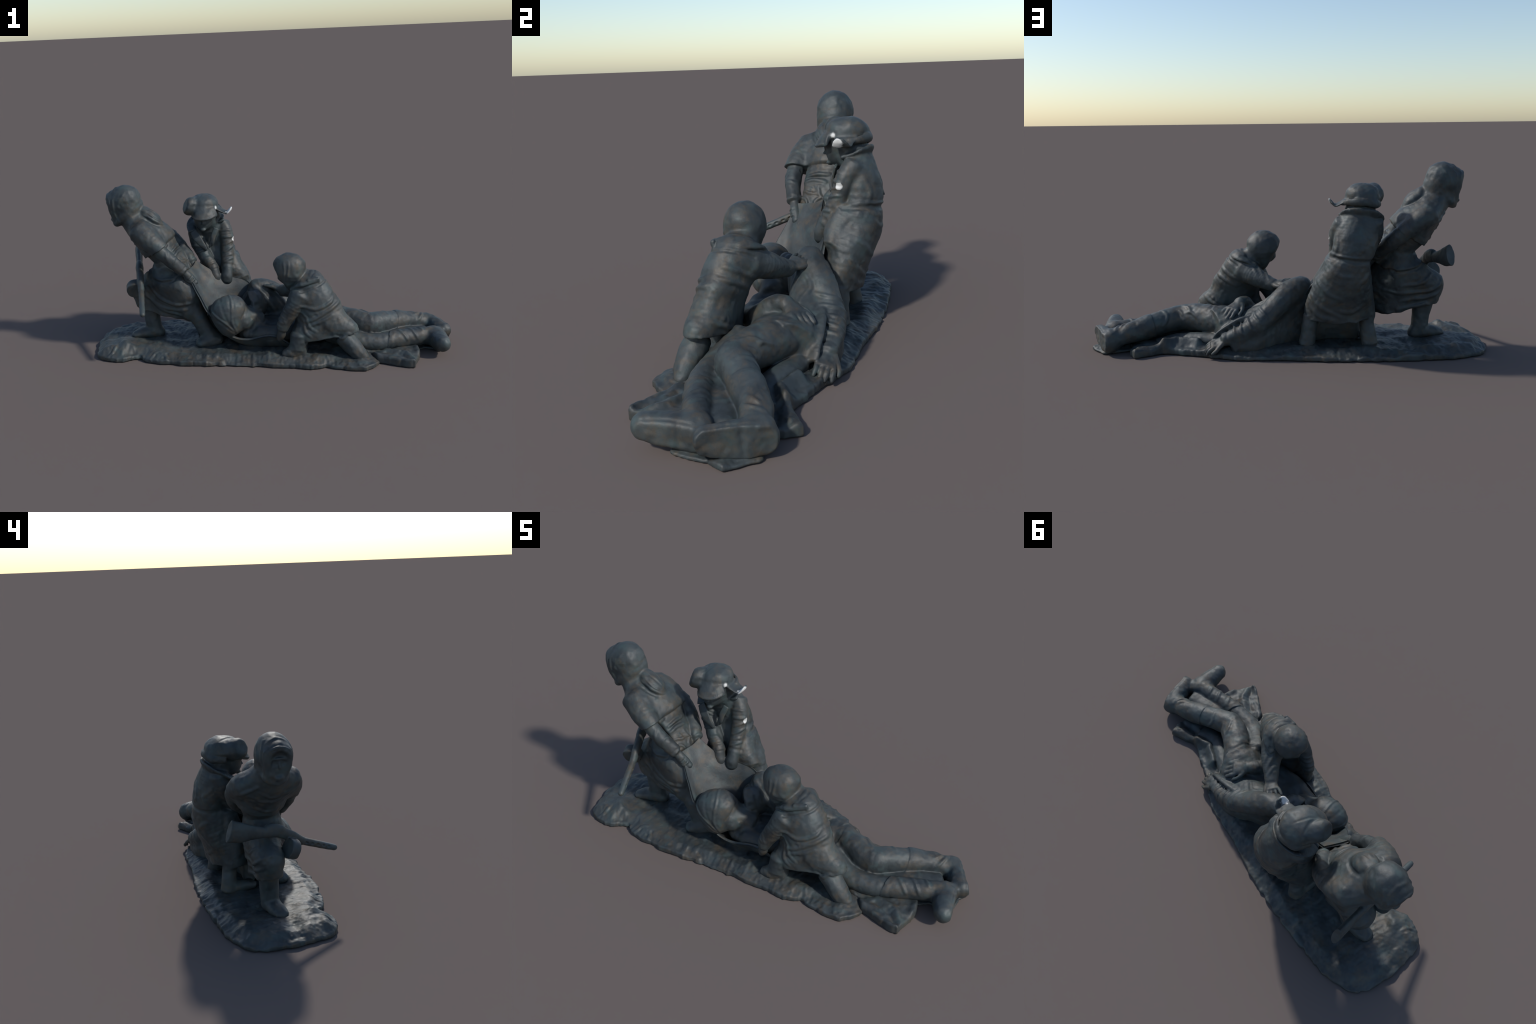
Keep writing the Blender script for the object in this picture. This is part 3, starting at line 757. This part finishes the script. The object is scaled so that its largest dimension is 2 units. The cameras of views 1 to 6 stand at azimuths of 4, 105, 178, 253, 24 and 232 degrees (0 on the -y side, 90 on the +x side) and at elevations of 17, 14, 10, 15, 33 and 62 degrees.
    F.rough(.0019, .045, 51); F.rough(.0009, .018, 52)
    build_field(F, MATS, root)

# ------------------------------------------------------------------ ground slab and tarpaulin
BASE_OUTLINE = [(-1.003, .09), (-.998, .0), (-.975, -.12), (-.962, -.148), (-.88, -.18), (-.81, -.195), (-.735, -.16), (-.66, -.208), (-.54, -.235), (-.43, -.255), (-.25, -.27),
                (-.05, -.29), (.10, -.305), (.23, -.325), (.30, -.31), (.38, -.335), (.43, -.35), (.51, -.35), (.565, -.30), (.60, -.20), (.78, -.13), (.85, -.08),
                (.93, -.12), (.97, .0), (.995, .06), (.95, .13), (.90, .155), (.74, .10), (.60, .13), (.44, .20), (.38, .25), (.30, .28), (.20, .305), (.0, .315),
                (-.12, .335), (-.29, .35), (-.45, .355), (-.60, .352), (-.80, .336), (-.87, .312), (-.95, .275), (-.99, .20)]
TARP_OUTLINE = [(.30, -.16), (.52, -.20), (.565, -.255), (.60, -.270), (.68, -.305), (.745, -.326), (.765, -.310), (.805, -.19), (.80, -.09), (.84, .0), (.79, .11), (.79, .17),
                (.765, .235), (.735, .232), (.62, .172), (.53, .195), (.44, .222), (.30, .262), (.12, .24), (.05, .0)]

def poly_distance(X, Y, pts):
    """Signed distance to a closed outline (negative inside)."""
    d = np.full(np.broadcast(X, Y).shape, 1e9); ins = np.zeros(d.shape, bool)
    for (ax, ay), (bx, by) in zip(pts, pts[1:] + pts[:1]):
        ex, ey = bx - ax, by - ay
        t = np.clip(((X - ax) * ex + (Y - ay) * ey) / (ex * ex + ey * ey), 0, 1)
        d = np.minimum(d, (X - ax - t * ex) ** 2 + (Y - ay - t * ey) ** 2)
        c = ((ay > Y) != (by > Y)) & (X < ex * (Y - ay) / (ey if abs(ey) > 1e-9 else 1e-9) + ax)
        ins ^= c
    return np.where(ins, -1, 1) * np.sqrt(d)

def noise2(X, Y, sx, sy, seed):
    r = np.random.default_rng(seed)
    N = r.normal(0, 1, (int(2.4 / sx) + 4, int(1.2 / sy) + 4))
    x, y = (X + 1.1) / sx, (Y + .5) / sy
    i, j = x.astype(int), y.astype(int); t, u = x - i, y - j
    t = t * t * (3 - 2 * t); u = u * u * (3 - 2 * u)
    return (N[i, j] * (1 - t) + N[i + 1, j] * t) * (1 - u) + (N[i, j + 1] * (1 - t) + N[i + 1, j + 1] * t) * u

def bump(X, Y, x, y, rx, ry, h, a=0):
    ca, sa = math.cos(a), math.sin(a)
    p = (X - x) * ca + (Y - y) * sa; q = -(X - x) * sa + (Y - y) * ca
    return h * np.exp(-(p / rx) ** 2 - (q / ry) ** 2)

def ridge2(X, Y, pts, w, h):
    d = np.full(X.shape, 9.0)
    for (ax, ay), (bx, by) in zip(pts, pts[1:]):
        ex, ey = bx - ax, by - ay
        t = np.clip(((X - ax) * ex + (Y - ay) * ey) / (ex * ex + ey * ey), 0, 1)
        d = np.minimum(d, (X - ax - t * ex) ** 2 + (Y - ay - t * ey) ** 2)
    return h * np.exp(-d / w ** 2)

def slab(name, outline, top, lo, hi, wobble, seed, h=.0042, edge_k=.010):
    F = Field(lo, hi, h)
    X2, Y2 = np.meshgrid(F.ax[0].astype(float), F.ax[1].astype(float), indexing='ij')
    pd = poly_distance(X2, Y2, smooth_outline(outline)) + .004
    pd = pd + wobble * noise2(X2, Y2, .028, .028, seed) + wobble * .5 * noise2(X2, Y2, .012, .012, seed + 1)
    H = top(X2, Y2, -pd)
    gx, gy = np.gradient(H, h)
    sl = np.sqrt(1 + gx * gx + gy * gy)
    Z = F.ax[2][None, None, :]
    F.label(name)
    F.D = smax(((Z - H[..., None]) / sl[..., None]).astype(F32), pd[..., None].astype(F32) + 0 * Z, F32(edge_k))
    F.D = smax(F.D, (-Z + F32(.001)).astype(F32), F32(.003))
    if name == 'base':
        # undercut ledge and cracks along the rim
        F.stroke([(-.30, -.275, .014), (-.18, -.285, .016), (-.08, -.29, .014), (.0, -.30, .008)], .008, .012)
        F.stroke([(-.74, -.15, .05), (-.735, -.165, .03), (-.725, -.175, .005)], .010, .012)
        F.folds([[(-.66, -.21, .02), (-.64, -.17, .045), (-.60, -.15, .05)], [(-.56, -.22, .02), (-.58, -.18, .045)], [(-.90, -.17, .02), (-.87, -.14, .05), (-.86, -.10, .07)]], .010, .008)
    build_field(F, MATS, root)

def smooth_outline(pts):
    P = pts + pts[:1]
    C = catmull([(*p, 0) for p in [pts[-1]] + P + [pts[1]]], 4)
    return [(c[0], c[1]) for c in C[4:-5]]

def build_base():
    def top(X, Y, inn):
        e = np.clip(inn / .07, 0, 1); e = e * e * (3 - 2 * e)
        right = np.clip((X - .55) / .15, 0, 1)
        H = (.024 + .022 * e) * (1 - right) + right * (.010 + .022 * e)
        H = H + .012 * np.clip((-.70 - X) / .12, 0, 1) * e
        H = H + bump(X, Y, -.81, -.085, .042, .030, .036, -.5) + bump(X, Y, -.86, -.05, .06, .06, .012) + bump(X, Y, -.90, -.12, .05, .03, .014)
        H = H + .005 * noise2(X, Y, .10, .06, 3) + .0022 * noise2(X, Y, .028, .07, 4) + .0013 * noise2(X, Y, .014, .035, 5) + .0007 * noise2(X, Y, .009, .012, 6)
        return np.maximum(H, .012)
    slab('base', BASE_OUTLINE, top, (-1.03, -.39, -.006), (1.02, .39, .14), .0035, 61)

def build_tarpaulin():
    def top(X, Y, inn):
        e = np.clip(inn / .05, 0, 1)
        H = .030 + .012 * e
        H = H + ridge2(X, Y, [(.50, -.18), (.58, -.245), (.66, -.285), (.745, -.318)], .020, .016)
        H = H + ridge2(X, Y, [(.62, -.17), (.72, -.22), (.765, -.29)], .016, .010) - ridge2(X, Y, [(.62, -.21), (.70, -.25), (.74, -.30)], .012, .008)
        H = H + ridge2(X, Y, [(.62, .150), (.55, .115), (.45, .15)], .024, .034) + ridge2(X, Y, [(.62, .150), (.70, .17), (.76, .215)], .022, .012)
        H = H - ridge2(X, Y, [(.68, .125), (.76, .15)], .02, .010) + .003 * noise2(X, Y, .05, .03, 8) + .0012 * noise2(X, Y, .015, .015, 9)
        H = H + ridge2(X, Y, [(.79, -.20), (.795, -.10)], .02, .014)
        return H
    slab('tarpaulin', TARP_OUTLINE, top, (.02, -.36, -.006), (.87, .29, .13), .0025, 71, edge_k=.010)
    # sling: the tarpaulin lifted by the haulers' hands and sagging under the head
    rows = [[(-.455, -.055, .468), (-.440, .000, .470), (-.425, .045, .475), (-.415, .085, .490)],
            [(-.425, -.060, .420), (-.405, -.010, .425), (-.370, .045, .425), (-.330, .090, .430)],
            [(-.385, -.095, .350), (-.360, -.030, .340), (-.300, .055, .350), (-.238, .118, .385)],
            [(-.337, -.132, .272), (-.310, -.060, .235), (-.230, .065, .260), (-.150, .132, .358)],
            [(-.272, -.140, .190), (-.262, -.080, .130), (-.170, .050, .140), (-.105, .132, .315)],
            [(-.205, -.150, .128), (-.175, -.100, .075), (-.110, .030, .075), (-.065, .125, .230)],
            [(-.121, -.162, .112), (-.100, -.100, .050), (-.050, .030, .050), (.000, .140, .100)],
            [(.015, -.172, .134), (.030, -.100, .045), (.060, .050, .045), (.080, .160, .050)],
            [(.120, -.165, .070), (.120, -.100, .040), (.150, .050, .038), (.190, .180, .038)]]
    R = np.array(rows)                                    # rows x columns x 3
    along = np.stack([catmull(R[:, j], 14) for j in range(R.shape[1])], 1)
    G = np.stack([catmull(along[i], 18) for i in range(len(along))], 0)
    a, b = G.shape[:2]
    du = np.gradient(G, axis=0); dv = np.gradient(G, axis=1)
    Nn = np.cross(du, dv); Nn /= np.linalg.norm(Nn, axis=2)[..., None]
    s = np.linspace(0, 1, a)[:, None]; t = np.linspace(0, 1, b)[None]
    env = np.clip(1 - np.abs(s - .28) / .3, 0, 1)
    G = G + Nn * (.0022 * env * np.sin(t * 17 + 3 * np.sin(s * 9)))[..., None]
    th = .006
    P = np.concatenate([(G + Nn * th).reshape(-1, 3), (G - Nn * th).reshape(-1, 3)])
    q = []
    for i in range(a - 1):
        for j in range(b - 1):
            k = i * b + j
            q.append((k, k + 1, k + b + 1, k + b)); o = a * b
            q.append((o + k, o + k + b, o + k + b + 1, o + k + 1))
    rim = [i * b for i in range(a)] + [(a - 1) * b + j for j in range(1, b)] + [i * b + b - 1 for i in range(a - 2, -1, -1)] + [j for j in range(b - 2, 0, -1)]
    for k, l in zip(rim, rim[1:] + rim[:1]):
        q.append((k, k + a * b, l + a * b, l)) if False else q.append((k, k + a * b, l + a * b, l))
    ob = make_mesh_object('tarpaulin', P, np.array(q), None, BRONZE, root)
    return ob

build_hauler()
build_gun()
build_helper()
build_wounded()
build_nurse()
build_base()
build_tarpaulin()
